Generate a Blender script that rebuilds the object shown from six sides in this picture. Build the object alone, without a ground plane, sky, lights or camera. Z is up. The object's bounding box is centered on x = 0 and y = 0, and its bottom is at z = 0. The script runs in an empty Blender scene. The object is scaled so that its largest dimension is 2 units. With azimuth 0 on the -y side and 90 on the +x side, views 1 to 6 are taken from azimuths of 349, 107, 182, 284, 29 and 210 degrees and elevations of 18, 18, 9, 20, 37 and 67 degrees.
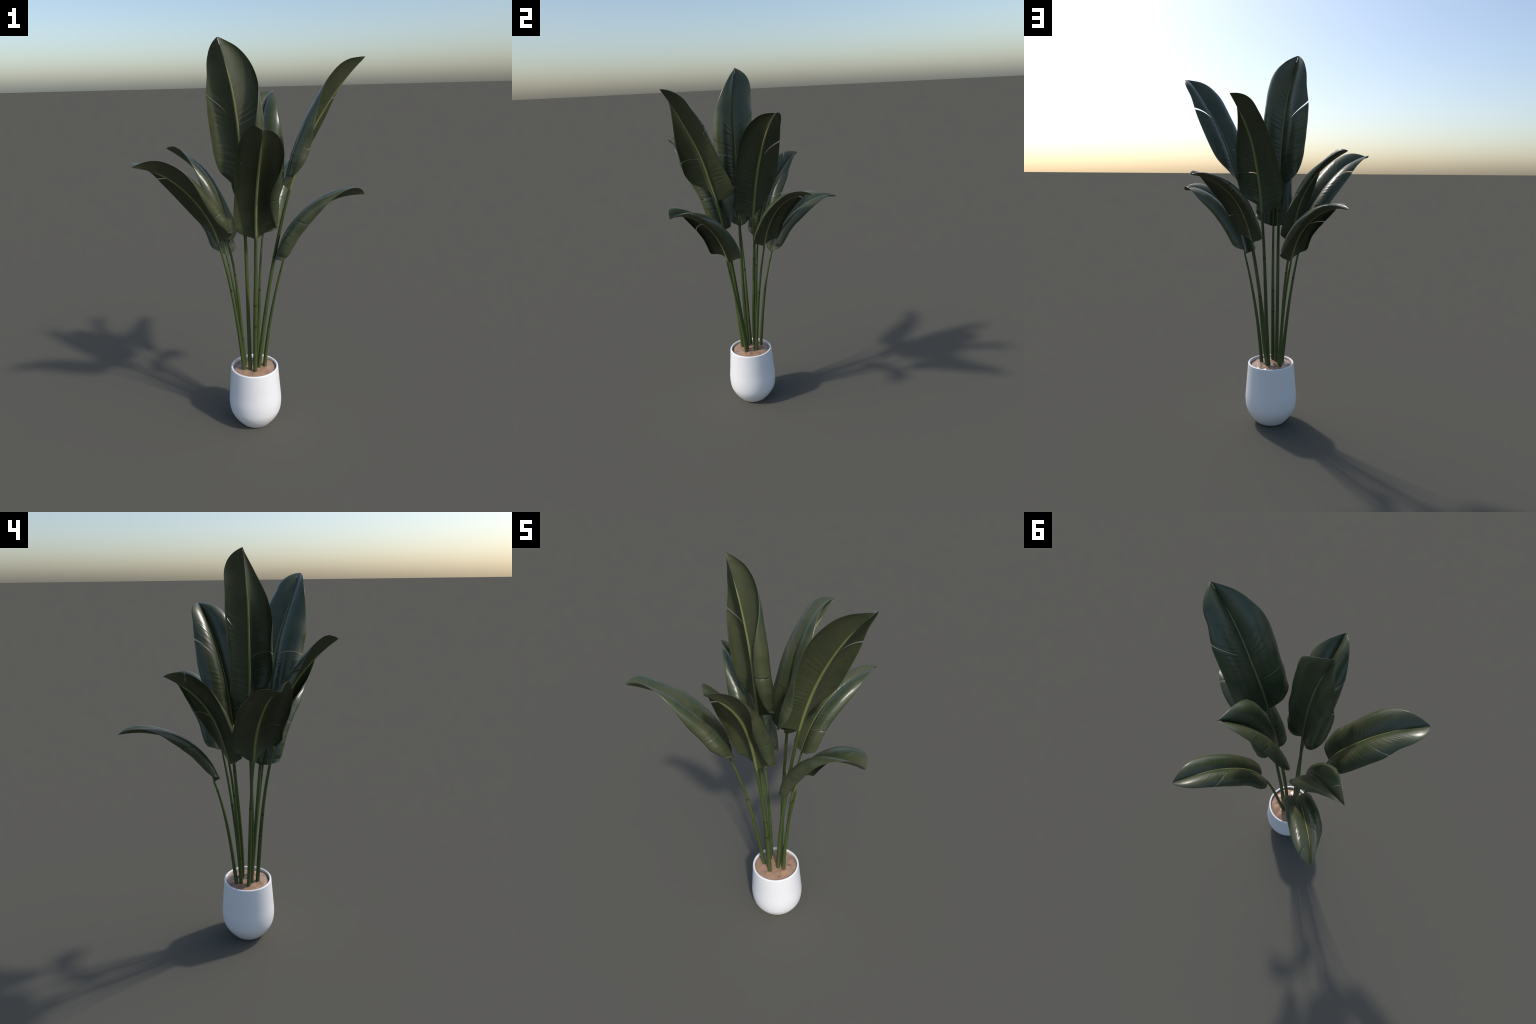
"""A tall potted plant: nine broad paddle leaves on slender stalks in a white glazed pot.

Each leaf is described by a midrib spine, half-width profiles, a raised angle beside the
midrib and a curl towards the edge; blades, midribs, stalks, soil and pot are lofted from
those profiles."""
import bpy
import math
import numpy as np
from mathutils import noise as mnoise, Vector

rng = np.random.default_rng(7)

# ---------------------------------------------------------------- leaf descriptions
# stalk: Bezier control points from soil to blade. spine: points the midrib runs through.
# side_azimuth: compass direction of the blade's right side. roll: twist about the midrib.
# width: half-widths at WIDTH_AT. rise: angle (rad) above flat beside the midrib (base, tip).
# curl: angle at the edge, at CURL_AT. bend: how late the curl comes. tears: side, place at
# the edge, place and depth where it stops, gap.
WIDTH_AT = np.array([0, .03, .1, .25, .45, .65, .8, .92, 1.0])
CURL_AT = np.array([0, .35, .7, 1.0])
LEAVES = [
    dict(stalk=[(-0.0148, -0.0539, 0.3300), (-0.0211, -0.0691, 0.6526), (-0.0167, -0.0670, 0.9942), (-0.0268, -0.0574, 1.3114)],
         spine=[(-0.0268, -0.0574, 1.3114), (-0.0312, -0.0667, 1.4644), (-0.0412, -0.0676, 1.6004), (-0.0563, -0.0703, 1.7283), (-0.0811, -0.0692, 1.8576), (-0.1203, -0.0678, 1.9975)],
         side_azimuth=92.7, roll=[-0.766, -0.712, -1.018], base_sweep=[0.423, 0.316],
         right=dict(width=[0.0809, 0.11, 0.1365, 0.1677, 0.18, 0.1677, 0.152, 0.183, 0.2529], rise=[0.27, 0.502], curl=[-0.574, -2.155, -1.312, 0.427], bend=1.820),
         left=dict(width=[0.072, 0.1125, 0.1698, 0.2203, 0.2133, 0.1754, 0.1559, 0.1447, 0.103], rise=[0.925, 0.948], curl=[-0.589, -2.96, -1.128, 0.092], bend=1.927),
         tears=[("right", 0.685, 0.52, 0.38, 0.010), ("left", 0.325, 0.285, 0.13, 0.004)]),
    dict(stalk=[(0.0346, -0.0409, 0.3300), (0.0652, -0.0707, 0.6523), (0.1129, -0.0721, 1.0022), (0.1935, -0.1052, 1.3148)],
         spine=[(0.1935, -0.1052, 1.3148), (0.2363, -0.1237, 1.4522), (0.2838, -0.1389, 1.5733), (0.3414, -0.1629, 1.6846), (0.4132, -0.1884, 1.7950), (0.5063, -0.2133, 1.9014)],
         side_azimuth=-108.4, roll=[0.491, 0.655, 0.511], base_sweep=[0.421, 0.125],
         right=dict(width=[0.0841, 0.1402, 0.1765, 0.2086, 0.2006, 0.1662, 0.1454, 0.1312, 0.0851], rise=[0.199, 0.499], curl=[-1.098, -2.504, -1.134, 0.289], bend=1.486),
         left=dict(width=[0.0639, 0.1042, 0.1315, 0.1623, 0.1635, 0.1661, 0.1587, 0.2002, 0.2407], rise=[0.944, 1.191], curl=[0.869, -0.647, -0.552, -0.312], bend=1.837),
         tears=[("left", 0.695, 0.55, 0.38, 0.010), ("right", 0.325, 0.29, 0.13, 0.004)]),
    dict(stalk=[(0.0062, -0.0828, 0.3300), (0.0077, -0.1003, 0.5905), (0.0120, -0.1081, 0.8319), (0.0116, -0.1702, 1.0955)],
         spine=[(0.0116, -0.1702, 1.0955), (0.0086, -0.1942, 1.2361), (0.0080, -0.2365, 1.3557), (0.0062, -0.2951, 1.4560), (0.0011, -0.3700, 1.5442), (-0.0097, -0.4647, 1.6258)],
         side_azimuth=175.5, roll=[0.271, 0.292, 0.385], base_sweep=[0.158, 0.28],
         right=dict(width=[0.072, 0.1031, 0.1321, 0.1525, 0.1548, 0.1465, 0.1395, 0.1628, 0.2478], rise=[0.873, 0.835], curl=[-1.172, -2.111, -1.523, 0.169], bend=1.248),
         left=dict(width=[0.0679, 0.1288, 0.1806, 0.2086, 0.2039, 0.1623, 0.1354, 0.1139, 0.0832], rise=[1.246, 1.133], curl=[-1.471, -3.523, -1.37, 1.216], bend=1.657),
         tears=[("right", 0.68, 0.52, 0.38, 0.008), ("left", 0.32, 0.28, 0.13, 0.004)]),
    dict(stalk=[(0.0246, 0.0056, 0.3300), (0.0463, 0.0021, 0.6288), (0.0384, 0.0460, 0.9122), (0.0607, 0.0537, 1.1883)],
         spine=[(0.0607, 0.0537, 1.1883), (0.0696, 0.0721, 1.3157), (0.0867, 0.0972, 1.4396), (0.1099, 0.1331, 1.5587), (0.1496, 0.1803, 1.6669), (0.1982, 0.2470, 1.7646)],
         side_azimuth=-34.2, roll=[0.035, 0.137, 0.579], base_sweep=[0.238, 0.211],
         right=dict(width=[0.0454, 0.1088, 0.1631, 0.1906, 0.195, 0.1822, 0.1638, 0.1461, 0.1071], rise=[1.019, 1.529], curl=[-0.456, -1.511, -1.054, -0.546], bend=1.118),
         left=dict(width=[0.0513, 0.0872, 0.1209, 0.1587, 0.1655, 0.1507, 0.1439, 0.1754, 0.2168], rise=[0.894, 1.397], curl=[0.193, -0.864, -0.577, 0.596], bend=0.998),
         tears=[("left", 0.68, 0.54, 0.38, 0.009), ("right", 0.325, 0.29, 0.13, 0.004)]),
    dict(stalk=[(-0.0466, -0.0464, 0.3300), (-0.0715, -0.0669, 0.5812), (-0.0943, -0.0701, 0.8451), (-0.1629, -0.1132, 1.0794)],
         spine=[(-0.1629, -0.1132, 1.0794), (-0.1979, -0.1291, 1.1883), (-0.2544, -0.1583, 1.2837), (-0.3238, -0.1971, 1.3689), (-0.4117, -0.2455, 1.4412), (-0.5239, -0.3061, 1.4862)],
         side_azimuth=118.6, roll=[0.199, 0.27, -0.048], base_sweep=[0.387, 0.43],
         right=dict(width=[0.0351, 0.0651, 0.1083, 0.1362, 0.1462, 0.1452, 0.1281, 0.1596, 0.2094], rise=[0.336, 0.556], curl=[-0.681, -1.621, -1.278, 0.269], bend=1.355),
         left=dict(width=[0.0645, 0.1045, 0.1488, 0.1827, 0.1739, 0.1523, 0.1351, 0.122, 0.0916], rise=[0.914, 0.982], curl=[-0.801, -2.272, -0.756, 0.662], bend=2.197),
         tears=[("right", 0.71, 0.58, 0.38, 0.006), ("left", 0.335, 0.29, 0.13, 0.004)]),
    dict(stalk=[(-0.0313, -0.0022, 0.3300), (-0.0537, -0.0019, 0.5677), (-0.0490, 0.0102, 0.8457), (-0.0988, 0.0243, 1.0384)],
         spine=[(-0.0988, 0.0243, 1.0384), (-0.1174, 0.0491, 1.1635), (-0.1503, 0.0781, 1.2720), (-0.1991, 0.1173, 1.3619), (-0.2694, 0.1628, 1.4359), (-0.3657, 0.2167, 1.5028)],
         side_azimuth=60.5, roll=[-0.056, -0.224, 0.311], base_sweep=[0.335, 0.09],
         right=dict(width=[0.0434, 0.0761, 0.0876, 0.1033, 0.1088, 0.1061, 0.0813, 0.0751, 0.0743], rise=[0.641, 1.446], curl=[0.398, -0.716, -1.567, -0.184], bend=1.245),
         left=dict(width=[0.0347, 0.0763, 0.1111, 0.1249, 0.1351, 0.1208, 0.1131, 0.1125, 0.0873], rise=[0.948, 1.418], curl=[-0.426, -1.77, -0.639, 1.363], bend=1.048),
         tears=[("left", 0.905, 0.825, 0.25, 0.006), ("right", 0.49, 0.35, 0.24, 0.005)]),
    dict(stalk=[(0.0667, -0.0387, 0.3300), (0.0839, -0.0493, 0.5518), (0.1125, -0.0682, 0.7369), (0.1650, -0.0827, 0.9508)],
         spine=[(0.1572, -0.0789, 0.9530), (0.1945, -0.0983, 1.0643), (0.2546, -0.1226, 1.1593), (0.3283, -0.1559, 1.2335), (0.4163, -0.1938, 1.2817), (0.5256, -0.2229, 1.2959)],
         side_azimuth=-111.1, roll=[0.087, 0.171, 0.336], base_sweep=[0.238, 0.177],
         right=dict(width=[0.0639, 0.1215, 0.1561, 0.1728, 0.168, 0.1425, 0.1167, 0.1156, 0.1311], rise=[0.71, 0.851], curl=[-1.907, -3.138, -1.843, 0.765], bend=1.676),
         left=dict(width=[0.0886, 0.1274, 0.1537, 0.1637, 0.1589, 0.1553, 0.1512, 0.1606, 0.1949], rise=[0.881, 0.885], curl=[-1.615, -2.241, -1.309, 0.718], bend=1.857),
         tears=[("left", 0.89, 0.82, 0.25, 0.006), ("right", 0.46, 0.385, 0.25, 0.004)]),
    dict(stalk=[(-0.0393, 0.0214, 0.3300), (-0.0395, 0.0410, 0.5328), (-0.0602, 0.0554, 0.7538), (-0.0959, 0.1050, 0.9415)],
         spine=[(-0.0959, 0.1050, 0.9415), (-0.1255, 0.1428, 1.0545), (-0.1722, 0.2001, 1.1400), (-0.2296, 0.2723, 1.1997), (-0.2927, 0.3547, 1.2334), (-0.3537, 0.4547, 1.2360)],
         side_azimuth=36.1, roll=[-0.057, -0.117, -0.22], base_sweep=[0.311, 0.483],
         right=dict(width=[0.0465, 0.0861, 0.1118, 0.1227, 0.1244, 0.1109, 0.1055, 0.1071, 0.0815], rise=[0.664, 0.905], curl=[-1.3, -2.45, -1.2, 0.305], bend=1.784),
         left=dict(width=[0.0525, 0.0933, 0.1105, 0.1232, 0.1291, 0.1131, 0.0756, 0.0535, 0.0446], rise=[0.739, 1.13], curl=[-1.432, -2.948, -1.586, 0.699], bend=1.463),
         tears=[("right", 0.91, 0.82, 0.25, 0.006), ("left", 0.52, 0.31, 0.33, 0.006)]),
    dict(stalk=[(0.0298, 0.0162, 0.3300), (0.0702, 0.0408, 0.5568), (0.0606, 0.0630, 0.8019), (0.1060, 0.1228, 1.0419)],
         spine=[(0.1060, 0.1228, 1.0419), (0.1325, 0.1588, 1.1546), (0.1690, 0.2103, 1.2468), (0.2177, 0.2746, 1.3161), (0.2763, 0.3553, 1.3634), (0.3479, 0.4590, 1.3867)],
         side_azimuth=-35.3, roll=[0.169, 0.174, 0.245], base_sweep=[0.314, 0.193],
         right=dict(width=[0.0624, 0.1046, 0.1088, 0.1111, 0.1168, 0.1137, 0.1039, 0.091, 0.0737], rise=[0.543, 0.702], curl=[-1.374, -1.662, -1.364, 0.59], bend=1.339),
         left=dict(width=[0.0423, 0.0921, 0.1116, 0.1144, 0.1199, 0.1121, 0.1046, 0.1197, 0.1447], rise=[0.757, 0.885], curl=[-1.193, -1.96, -1.332, 0.115], bend=1.672),
         tears=[("left", 0.725, 0.54, 0.13, 0.007), ("right", 0.26, 0.205, 0.13, 0.004)]),]


# ---------------------------------------------------------------- curves
def spline_matrix(knots, x):
    """Rows that turn knot values into a smooth cubic through them."""
    n = len(knots)
    h = np.diff(knots)
    a = np.zeros((n, n))
    b = np.zeros((n, n))
    for i in range(1, n - 1):
        a[i, i - 1:i + 2] = h[i - 1], 2 * (h[i - 1] + h[i]), h[i]
        b[i, i - 1:i + 2] = 6 / h[i - 1], -6 / h[i - 1] - 6 / h[i], 6 / h[i]
    a[0, :2] = 1, -1
    a[-1, -2:] = -1, 1
    second = np.linalg.solve(a, b)
    eye = np.eye(n)
    rows = np.zeros((len(x), n))
    for r, v in enumerate(x):
        i = min(max(int(np.searchsorted(knots, v)) - 1, 0), n - 2)
        d = h[i]
        p, q = (knots[i + 1] - v) / d, (v - knots[i]) / d
        rows[r] = p * eye[i] + q * eye[i + 1] + ((p ** 3 - p) * second[i] + (q ** 3 - q) * second[i + 1]) * d * d / 6
    return rows


def monotone(xk, yk, x):
    """Shape-preserving cubic through (xk, yk)."""
    h = np.diff(xk)
    d = np.diff(yk) / h
    m = np.zeros(len(xk))
    for i in range(1, len(xk) - 1):
        if d[i - 1] * d[i] > 0:
            w1, w2 = 2 * h[i] + h[i - 1], h[i] + 2 * h[i - 1]
            m[i] = (w1 + w2) / (w1 / d[i - 1] + w2 / d[i])
    m[0], m[-1] = d[0], d[-1]
    i = np.clip(np.searchsorted(xk, x) - 1, 0, len(xk) - 2)
    t = (x - xk[i]) / h[i]
    return ((2 * t ** 3 - 3 * t * t + 1) * yk[i] + (t ** 3 - 2 * t * t + t) * h[i] * m[i]
            + (-2 * t ** 3 + 3 * t * t) * yk[i + 1] + (t ** 3 - t * t) * h[i] * m[i + 1])


def unit(v):
    return v / np.maximum(np.linalg.norm(v, axis=-1, keepdims=True), 1e-12)


def smooth(x, lo, hi):
    t = np.clip((x - lo) / (hi - lo), 0, 1)
    return t * t * (3 - 2 * t)


# ---------------------------------------------------------------- mesh helpers
def make_mesh(name, verts, faces, materials, slots=None, smooth_shade=True):
    me = bpy.data.meshes.new(name)
    me.from_pydata([tuple(map(float, v)) for v in verts], [], [tuple(map(int, f)) for f in faces])
    for m in materials:
        me.materials.append(m)
    if slots is not None:
        me.polygons.foreach_set("material_index", np.asarray(slots, dtype=np.int32))
    me.polygons.foreach_set("use_smooth", np.full(len(me.polygons), smooth_shade))
    me.update()
    return me


def place(name, mesh, parent, origin=(0, 0, 0)):
    ob = bpy.data.objects.new(name, mesh)
    bpy.context.scene.collection.objects.link(ob)
    ob.parent = parent
    ob.location = Vector(origin) - (Vector(parent["_origin"]) if parent is not None else Vector())
    ob["_origin"] = tuple(origin)
    return ob


def tube(path, side, up, half_w, up_h, down_h, n=14):
    """Loft of ellipse-like sections along path; separate heights above and below."""
    ang = np.linspace(0, 2 * math.pi, n, endpoint=False)
    c, s = np.cos(ang), np.sin(ang)
    h = np.where(s[None] > 0, up_h[:, None], down_h[:, None])
    pts = path[:, None] + (half_w[:, None] * c)[..., None] * side[:, None] + (h * s)[..., None] * up[:, None]
    m = len(path)
    faces = []
    for i in range(m - 1):
        for j in range(n):
            k = (j + 1) % n
            faces.append((i * n + j, i * n + k, (i + 1) * n + k, (i + 1) * n + j))
    faces.append(tuple(range(n))[::-1])
    faces.append(tuple((m - 1) * n + j for j in range(n)))
    return pts.reshape(-1, 3), faces


# ---------------------------------------------------------------- materials
def material(name):
    m = bpy.data.materials.new(name)
    m.use_nodes = True
    nt = m.node_tree
    nt.nodes.clear()
    out = nt.nodes.new("ShaderNodeOutputMaterial")
    bsdf = nt.nodes.new("ShaderNodeBsdfPrincipled")
    nt.links.new(bsdf.outputs[0], out.inputs[0])
    return m, nt, bsdf


def node(nt, kind, **inputs):
    n = nt.nodes.new(kind)
    for k, v in inputs.items():
        key = k.replace("_", " ")
        if isinstance(v, bpy.types.NodeSocket):
            nt.links.new(v, n.inputs[key])
        else:
            n.inputs[key].default_value = v
    return n


def ramp(nt, fac, stops):
    r = nt.nodes.new("ShaderNodeValToRGB")
    els = r.color_ramp.elements
    while len(els) < len(stops):
        els.new(0.5)
    for e, (p, c) in zip(els, stops):
        e.position = p
        e.color = (*c, 1)
    nt.links.new(fac, r.inputs[0])
    return r.outputs[0]


def coords(nt, scale=(1, 1, 1)):
    tc = nt.nodes.new("ShaderNodeTexCoord")
    mp = nt.nodes.new("ShaderNodeMapping")
    mp.inputs["Scale"].default_value = scale
    nt.links.new(tc.outputs["Object"], mp.inputs[0])
    return mp.outputs[0]


def leaf_material(name, dark, mid, light, rough, spec=0.5, coat=0.0):
    m, nt, b = material(name)
    co = coords(nt)
    big = node(nt, "ShaderNodeTexNoise", Vector=co, Scale=9.0, Detail=3.0, Roughness=0.55)
    col = ramp(nt, big.outputs["Fac"], [(0.32, dark), (0.5, mid), (0.7, light)])
    nt.links.new(col, b.inputs["Base Color"])
    fine = node(nt, "ShaderNodeTexNoise", Vector=co, Scale=160.0, Detail=4.0, Roughness=0.6)
    rr = nt.nodes.new("ShaderNodeMapRange")
    rr.inputs["To Min"].default_value = rough - 0.05
    rr.inputs["To Max"].default_value = rough + 0.07
    nt.links.new(big.outputs["Fac"], rr.inputs["Value"])
    nt.links.new(rr.outputs[0], b.inputs["Roughness"])
    bump = node(nt, "ShaderNodeBump", Height=fine.outputs["Fac"], Strength=0.06, Distance=0.002)
    nt.links.new(bump.outputs[0], b.inputs["Normal"])
    b.inputs["Specular IOR Level"].default_value = spec
    b.inputs["Coat Weight"].default_value = coat
    b.inputs["Coat Roughness"].default_value = 0.15
    return m


def plain_material(name, stops, scale, rough, spec=0.5, stretch=(1, 1, 1), bump=0.0, bump_scale=200.0):
    m, nt, b = material(name)
    co = coords(nt, stretch)
    n1 = node(nt, "ShaderNodeTexNoise", Vector=co, Scale=scale, Detail=4.0, Roughness=0.55)
    nt.links.new(ramp(nt, n1.outputs["Fac"], stops), b.inputs["Base Color"])
    b.inputs["Roughness"].default_value = rough
    b.inputs["Specular IOR Level"].default_value = spec
    if bump:
        n2 = node(nt, "ShaderNodeTexNoise", Vector=co, Scale=bump_scale, Detail=3.0)
        bp = node(nt, "ShaderNodeBump", Height=n2.outputs["Fac"], Strength=bump, Distance=0.002)
        nt.links.new(bp.outputs[0], b.inputs["Normal"])
    return m


BLADE_TOP = leaf_material("blade_top", (.039, .056, .027), (.058, .070, .034), (.077, .080, .041), 0.30, 0.5)
BLADE_UNDER = leaf_material("blade_underside", (.041, .054, .025), (.051, .060, .028), (.062, .067, .032), 0.40, 0.45)
MIDRIB = plain_material("midrib", [(.3, (.15, .168, .060)), (.7, (.215, .222, .088))], 14, 0.4, 0.4, (1, 1, 1))
STALK = plain_material("stalk", [(.3, (.046, .070, .018)), (.55, (.066, .092, .026)), (.75, (.086, .108, .036))],
                       16, 0.42, 0.4, (1, 1, .25))
NODE = plain_material("stalk_node", [(.3, (.026, .042, .012)), (.7, (.042, .062, .018))], 30, 0.5, 0.3)
GLAZE = plain_material("white_glaze", [(.3, (.80, .80, .81)), (.7, (.83, .83, .83))], 5, 0.45, 0.4)


def soil_material():
    m, nt, b = material("dry_clay_soil")
    co = coords(nt)
    n1 = node(nt, "ShaderNodeTexNoise", Vector=co, Scale=17.0, Detail=3.0, Roughness=0.5, Distortion=0.9)
    base = ramp(nt, n1.outputs["Fac"], [(0.26, (.21, .130, .096)), (0.40, (.345, .210, .136)), (0.6, (.385, .238, .154)), (0.75, (.39, .26, .148))])
    # dark creases between clods
    v = node(nt, "ShaderNodeTexNoise", Vector=co, Scale=15.0, Detail=1.5, Roughness=0.4, Distortion=1.6)
    line = nt.nodes.new("ShaderNodeMath")
    line.operation = "SUBTRACT"
    line.inputs[1].default_value = 0.5
    nt.links.new(v.outputs["Fac"], line.inputs[0])
    ab = nt.nodes.new("ShaderNodeMath")
    ab.operation = "ABSOLUTE"
    nt.links.new(line.outputs[0], ab.inputs[0])
    mask = ramp(nt, ab.outputs[0], [(0.0, (.55, .5, .5)), (0.018, (1, 1, 1))])
    mix = nt.nodes.new("ShaderNodeMix")
    mix.data_type = "RGBA"
    mix.blend_type = "MULTIPLY"
    mix.inputs[0].default_value = 0.42
    nt.links.new(base, mix.inputs[6])
    nt.links.new(mask, mix.inputs[7])
    nt.links.new(mix.outputs[2], b.inputs["Base Color"])
    b.inputs["Roughness"].default_value = 0.19
    b.inputs["Specular IOR Level"].default_value = 0.5
    bp = node(nt, "ShaderNodeBump", Height=n1.outputs["Fac"], Strength=0.2, Distance=0.006)
    nt.links.new(bp.outputs[0], b.inputs["Normal"])
    return m


SOIL = soil_material()

# ---------------------------------------------------------------- pot and soil
POT_AXIS = np.array([0.014, -0.027])
POT_HEIGHT = 0.3468
RIM_THICK = 0.0115


def revolve(profile, n=128):
    ang = np.linspace(0, 2 * math.pi, n, endpoint=False)
    verts, faces = [], []
    for r, z in profile:
        verts += [(r * math.cos(a), r * math.sin(a), z) for a in ang]
    for i in range(len(profile) - 1):
        for j in range(n):
            k = (j + 1) % n
            faces.append((i * n + j, i * n + k, (i + 1) * n + k, (i + 1) * n + j))
    faces.append(tuple(range(n))[::-1])
    faces.append(tuple((len(profile) - 1) * n + j for j in range(n)))
    return verts, faces


def pot_profile():
    """Foot, rounded belly, tapering wall, rolled lip, inner wall and inner floor."""
    at = np.array([0, .06, .15, .28, .42, .6, .8, 1.0])
    rad = np.array([.0811, .0992, .1220, .1403, .1436, .1387, .1334, .1277])
    lip = RIM_THICK / 2
    z = np.concatenate([np.linspace(0, .3, 26), np.linspace(.32, 1 - lip / POT_HEIGHT, 26)])
    fine_z = np.linspace(0, 1, 200)
    fine_r = monotone(at, rad, fine_z)
    for _ in range(120):  # ease the joints between knots
        fine_r[1:-1] = .25 * fine_r[:-2] + .5 * fine_r[1:-1] + .25 * fine_r[2:]
    outer = [(r, h * POT_HEIGHT) for h, r in zip(z, np.interp(z, fine_z, fine_r))]
    foot = [(.001, .004), (.062, .004), (.070, .0012), (outer[0][0] - .004, 0.0), (outer[0][0], .0022)]
    r_out, z_lip = outer[-1]
    roll = [(r_out - lip + lip * math.cos(a), z_lip + lip * math.sin(a)) for a in np.linspace(0.15, math.pi, 12)]
    inner = [(float(monotone(at, rad, np.array([h / POT_HEIGHT]))[0]) - RIM_THICK, h) for h in np.linspace(z_lip - .004, .03, 24)]
    return foot + outer[1:] + roll + inner + [(.001, .022)]


plant = bpy.data.objects.new("potted_plant", None)
bpy.context.scene.collection.objects.link(plant)
ORIGIN = (POT_AXIS[0], POT_AXIS[1], 0.0)
plant.location = ORIGIN
plant["_origin"] = ORIGIN
plant["label"] = "tall plant with broad glossy paddle leaves in white pot"
plant["category"] = "potted plant"

place("pot", make_mesh("pot", *revolve(pot_profile()), [GLAZE]), plant, ORIGIN)


def soil_height(x, y, radius):
    """Mounded, lumpy soil: high near the middle, dipping at the wall."""
    d = math.hypot(x, y) / radius
    mound = .3428 - .0025 * d * d - .0125 * d ** 7
    lump = mnoise.noise((x * 17 + 3.1, y * 17 - 1.7, 0.4)) * .0095 + mnoise.noise((x * 42, y * 42, 5.2)) * .0034
    lump += (abs(mnoise.noise((x * 26 + 8, y * 26, 2.0))) - .2) * .004
    return mound + lump * (1 - .35 * d)


def build_soil():
    radius = .1279 - RIM_THICK + .0012
    rings, n = 44, 112
    verts, faces = [(0, 0, soil_height(0, 0, radius))], []
    for i in range(1, rings + 1):
        r = radius * i / rings
        for j in range(n):
            a = 2 * math.pi * j / n
            verts.append((r * math.cos(a), r * math.sin(a), soil_height(r * math.cos(a), r * math.sin(a), radius)))
    for j in range(n):
        faces.append((0, 1 + j, 1 + (j + 1) % n))
    for i in range(rings - 1):
        for j in range(n):
            a, b = 1 + i * n + j, 1 + i * n + (j + 1) % n
            faces.append((a, a + n, b + n, b))
    base = len(verts)
    verts += [(radius * math.cos(2 * math.pi * j / n), radius * math.sin(2 * math.pi * j / n), .27) for j in range(n)]
    last = 1 + (rings - 1) * n
    for j in range(n):
        k = (j + 1) % n
        faces.append((last + j, base + j, base + k, last + k))
    faces.append(tuple(base + j for j in range(n))[::-1])
    return make_mesh("soil", verts, faces, [SOIL])


place("soil", build_soil(), plant, ORIGIN)

# ---------------------------------------------------------------- stalks
def bezier(p, t):
    t = t[:, None]
    return (1 - t) ** 3 * p[0] + 3 * t * (1 - t) ** 2 * p[1] + 3 * t * t * (1 - t) * p[2] + t ** 3 * p[3]


def build_stalk(spec, tall):
    ctrl = np.array(spec["stalk"], float)
    ctrl[0] = ctrl[0] - (ctrl[1] - ctrl[0]) * .03
    n = 150
    t = np.linspace(0, 1, n)
    ext = 9
    path = bezier(ctrl, np.linspace(0, 1, n - ext))
    path = np.concatenate([path, path[-1] + np.outer(np.arange(1, ext + 1), unit(ctrl[3] - ctrl[2]) * .003)])
    tan = unit(np.gradient(path, axis=0))
    side = unit(np.cross(tan, np.array([.3, 1, 0])))
    up = np.cross(side, tan)
    r0, r1, fall = (.0106, .0061, 1.5) if tall else (.0103, .0045, 1.15)
    rad = r0 + (r1 - r0) * t ** fall
    rad[-ext:] *= np.linspace(.9, .12, ext)
    path[-ext:] -= np.outer(np.linspace(0, .0006, ext), np.array([0, 0, 1]))
    # old leaf scars: thin dark collars with a small step in thickness
    scars = sorted([rng.uniform(.08, .4), rng.uniform(.5, .86)])[rng.integers(0, 2):]
    slots_at = np.zeros(n, bool)
    for s in scars:
        i = int(s * n)
        rad[:i] *= 1.015
        rad[i] *= 1.07
        slots_at[i] = True
        path[i] = path[i - 1] + tan[i] * .0008
    verts, faces = tube(path, side, up, rad, rad, rad, 16)
    slots = [1 if slots_at[i // 16] else 0 for i in range((n - 1) * 16)] + [0, 0]
    origin = ctrl[0]
    ob = place("stalk", make_mesh("stalk", verts - origin, faces, [STALK, NODE], slots), plant, origin)
    return ob


# ---------------------------------------------------------------- leaves
NT, NS = 420, 49
T_FINE = np.linspace(0, 1, NT)
S_FINE = np.linspace(0, 1, NS)
VEIN_CURVE = .6   # side veins leave the midrib steeply and flatten towards the edge


def leaf_frame(spec):
    m = spline_matrix(np.linspace(0, 1, 6), T_FINE) @ np.array(spec["spine"], float)
    tan = unit(np.gradient(m, T_FINE, axis=0))
    az = math.radians(spec["side_azimuth"])
    s0 = np.array([math.cos(az), math.sin(az), 0])
    side = unit(s0 - (tan @ s0)[:, None] * tan)
    nor = np.cross(side, tan)
    t = T_FINE
    r = np.stack([(1 - t) * (1 - 2 * t), 4 * t * (1 - t), t * (2 * t - 1)], 1) @ np.array(spec["roll"])
    c, s = np.cos(r)[:, None], np.sin(r)[:, None]
    return m, tan, c * side + s * nor, c * nor - s * side


def tip_taper(t):
    """Blunt-pointed tip shared by all leaves."""
    return np.maximum((1 - np.clip(t, 0, 1) ** 6) ** .75, .003)


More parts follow.
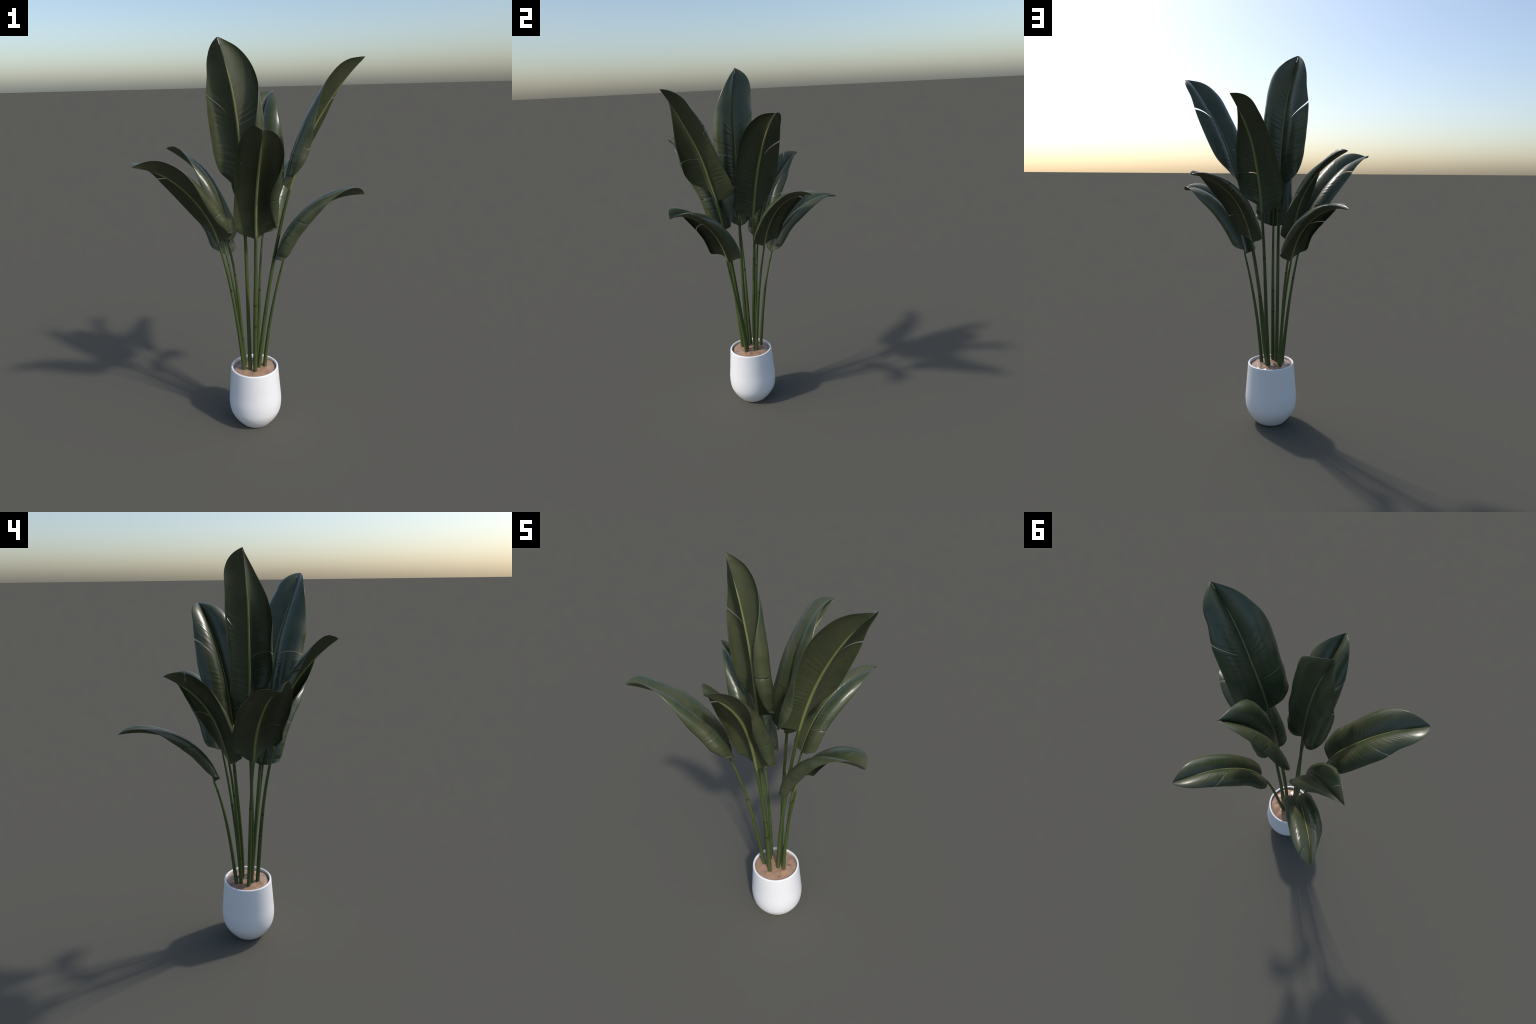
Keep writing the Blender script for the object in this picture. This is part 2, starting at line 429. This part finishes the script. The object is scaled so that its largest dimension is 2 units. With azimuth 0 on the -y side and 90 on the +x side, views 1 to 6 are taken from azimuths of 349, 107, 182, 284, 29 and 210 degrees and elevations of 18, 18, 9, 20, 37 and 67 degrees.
def half_surface(spec, name, sign, frame, sweep):
    """Fine grid of points of one half of the blade, midrib to edge."""
    m, tan, side, nor = frame
    h = spec[name]
    w = np.exp(monotone(WIDTH_AT, np.log(np.array(h["width"])), T_FINE)) * tip_taper(T_FINE)
    rise = h["rise"][0] + (h["rise"][1] - h["rise"][0]) * T_FINE
    curl = spline_matrix(CURL_AT, T_FINE) @ np.array(h["curl"])
    # the blunt base is the same curled section cut short, not a tighter curl
    full = np.exp(monotone(WIDTH_AT, np.log(np.array(h["width"])), np.array([.06])))[0]
    cut = np.where(T_FINE < .06, np.minimum(1, w / full), 1.0)[:, None]
    th = rise[:, None] + (curl - rise)[:, None] * (S_FINE[None] * cut) ** h["bend"]
    ds = S_FINE[1]

    def integral(f):
        return np.concatenate([np.zeros((NT, 1)), np.cumsum((f[:, 1:] + f[:, :-1]) / 2 * ds, 1)], 1) * w[:, None]
    x, y = integral(np.cos(th)), integral(np.sin(th))
    k = (sweep * np.clip(1 - T_FINE / .4, 0, 1) ** 2)[:, None] * S_FINE[None] * w[:, None]
    return m[:, None] + sign * x[..., None] * side[:, None] + y[..., None] * nor[:, None] + k[..., None] * tan[:, None], w


def sample(grid, t, s):
    """Bilinear look-up in a fine grid."""
    a, b = np.clip(t, 0, 1) * (NT - 1), np.clip(s, 0, 1) * (NS - 1)
    i, j = np.minimum(a.astype(int), NT - 2), np.minimum(b.astype(int), NS - 2)
    u, v = (a - i)[..., None], (b - j)[..., None]
    return (grid[i, j] * (1 - u) * (1 - v) + grid[i + 1, j] * u * (1 - v) + grid[i, j + 1] * (1 - u) * v + grid[i + 1, j + 1] * u * v)


def vein_run(tear):
    """Where the torn vein starts on the midrib and how far forward it runs by the edge."""
    _, edge, inner_t, inner_s, _ = tear
    run = (edge - inner_t) / (1 - inner_s ** VEIN_CURVE)
    return edge - run, run


def vein_place(tau, s, start, run):
    """Place along the leaf of a point on the vein that starts at tau."""
    return tau + monotone(np.array([0, start, 1.0]), np.array([0, run, 0]), tau) * s ** VEIN_CURVE


ROWS = 330
COLS = np.concatenate([np.linspace(0, .06, 4)[:-1], np.linspace(.06, 1, 21)])
THICK = 0.0011


def ripple(phase, t, s, depth):
    """Ridges between side veins: rungs square to the midrib low on the blade, swept forward higher up."""
    q = t - s * (.04 + .17 * smooth(t, .15, .85))
    warp = q * 27 + .6 * np.sin(q * 17 + phase) + .2 * np.sin(q * 43 + 2 * phase)
    cell = np.floor(warp)
    saw = warp - cell
    ridge = smooth(saw, 0, .22) * (1 - saw) ** .8
    vary = .25 + .75 * np.abs(np.sin(cell * 12.9898 + phase * 7))
    reach = .36 + .34 * np.abs(np.sin(cell * 4.71 + phase * 3))
    body = smooth(s, .015, .08) * (1 - .75 * smooth(s, reach, reach + .22)) * (1 - smooth(s, .8, 1)) * smooth(t, .02, .10) * (1 - .6 * smooth(t, .65, .9))
    wave = np.sin(t * 19 + phase * 3) * smooth(s, .6, 1) + .5 * np.sin(t * 47 + phase * 5) * smooth(s, .75, 1)
    return depth * ridge * vary * body + .0007 * wave


def build_half(spec, name, sign, frame, sweep, phase):
    grid, width = half_surface(spec, name, sign, frame, sweep)
    u = np.linspace(0, 1, ROWS)
    tau = .75 * u + .25 * (1 - np.cos(math.pi * u)) / 2
    tear = [t for t in spec["tears"] if t[0] == name]
    cut, inner = None, None
    if tear:
        _, _, _, inner, gap = tear[0]
        centre, run = vein_run(tear[0])
        cut = int(np.argmin(np.abs(tau - centre)))
        tau = np.insert(tau, cut, centre)
        tau[cut + 1] = centre
        # ease neighbours away from the doubled row
    rows = len(tau)
    tt, ss = np.meshgrid(tau, COLS, indexing="ij")
    place_t = vein_place(tt, ss, centre, run)
    length = float(np.linalg.norm(np.diff(frame[0], axis=0), axis=1).sum())
    if tear:
        open_by = gap / length * np.clip((COLS - inner) / (1 - inner), 0, 1) ** .75 / 2
        for off in range(0, 6):
            fade = 1 - off / 6
            place_t[cut - off] -= open_by * fade
            place_t[cut + 1 + off] += open_by * fade
    pts = sample(grid, place_t, ss)
    # the tip splits along the midrib for the last few centimetres
    split = .0016 * smooth(place_t, .945, .965) * (1 - smooth(place_t, .985, .999)) * (1 - ss)
    pts = pts + sign * split[..., None] * sample(np.repeat(frame[2][:, None], NS, 1), place_t, ss)
    du = np.gradient(pts, axis=0)
    dv = np.gradient(pts, axis=1)
    if tear:
        du[cut] = pts[cut] - pts[cut - 1]
        du[cut + 1] = pts[cut + 2] - pts[cut + 1]
    nor = unit(np.cross(dv, du) * sign)
    pts = pts + nor * ripple(phase, np.clip(place_t, 0, 1), ss, .0014 if spec["spine"][0][2] > 1.06 else .0010)[..., None]
    if tear:  # the two lips of a tear part slightly
        lift = .002 * np.clip((COLS - inner) / (1 - inner), 0, 1)
        for off in range(0, 5):
            pts[cut - off] -= nor[cut - off] * (lift * (1 - off / 5))[:, None]
    nc = len(COLS)
    edge_thin = (1 - .6 * COLS)[None, :, None] * np.clip((1 - tau) / .03, .15, 1)[:, None, None]
    top, bot = pts + nor * THICK / 2 * edge_thin, pts - nor * THICK / 2 * edge_thin
    ids = np.arange(rows * nc).reshape(rows, nc)
    n_in = 0
    if tear:
        n_in = int(np.searchsorted(COLS, inner))
        ids[cut + 1, :n_in] = ids[cut, :n_in]
    total = rows * nc
    faces, slots = [], []

    def quad(a, b, c, d, slot):
        f = []
        for v in (a, b, c, d):
            if v not in f:
                f.append(v)
        if len(f) > 2:
            faces.append(f if sign > 0 else f[::-1])
            slots.append(slot)
    torn = np.zeros((rows - 1, nc - 1), bool)
    if tear:
        torn[cut] = True
    for i in range(rows - 1):
        for j in range(nc - 1):
            if torn[i, j]:
                continue
            a, b, c, d = ids[i, j], ids[i, j + 1], ids[i + 1, j + 1], ids[i + 1, j]
            quad(a, b, c, d, 0)
            quad(a + total, d + total, c + total, b + total, 1)

    def rim(a, b):
        quad(a, a + total, b + total, b, 0)
    for i in range(rows - 1):
        if tear and i == cut:
            continue
        rim(ids[i, -1], ids[i + 1, -1])
        rim(ids[i + 1, 0], ids[i, 0])
    for j in range(nc - 1):
        rim(ids[0, j], ids[0, j + 1])
        rim(ids[-1, j + 1], ids[-1, j])
        if tear and j >= n_in - 1:
            rim(ids[cut, j + 1], ids[cut, j])
            rim(ids[cut + 1, j], ids[cut + 1, j + 1])
    return np.concatenate([top.reshape(-1, 3), bot.reshape(-1, 3)]), faces, slots


def build_midrib(spec, frame, size):
    m, tan, side, nor = frame
    step = slice(0, None, 3)
    t = T_FINE[step]
    w = .0057 * size * (1 - .5 * smooth(t, .3, .95)) * (1 - smooth(t, .76, .9)) + .0001
    w *= .85 + .15 * smooth(t, 0, .15)
    path = m[step]
    rise = (np.mean(spec["right"]["rise"]) + np.mean(spec["left"]["rise"])) / 2
    lift = min(.45 + .75 * math.tan(min(rise, 1.25)), 2.2)
    return tube(path, side[step], nor[step], w, w * lift + .0003, w * .6 + .0004, 16)


for index, spec in enumerate(LEAVES):
    frame = leaf_frame(spec)
    origin = np.array(spec["spine"][0], float)
    build_stalk(spec, origin[2] > 1.09)
    phase = 1.7 * index + .4
    va, fa, sa = build_half(spec, "right", 1, frame, spec["base_sweep"][0], phase)
    vb, fb, sb = build_half(spec, "left", -1, frame, spec["base_sweep"][1], phase + 2.3)
    verts = np.concatenate([va, vb]) - origin
    faces = fa + [[v + len(va) for v in f] for f in fb]
    leaf = place("leaf", make_mesh("leaf", verts, faces, [BLADE_TOP, BLADE_UNDER], sa + sb), plant, origin)
    rv, rf = build_midrib(spec, frame, .85 + .3 * (origin[2] > 1.06))
    place("midrib", make_mesh("midrib", rv - origin, rf, [MIDRIB]), leaf, origin)

for ob in bpy.data.objects:
    if "_origin" in ob:
        del ob["_origin"]
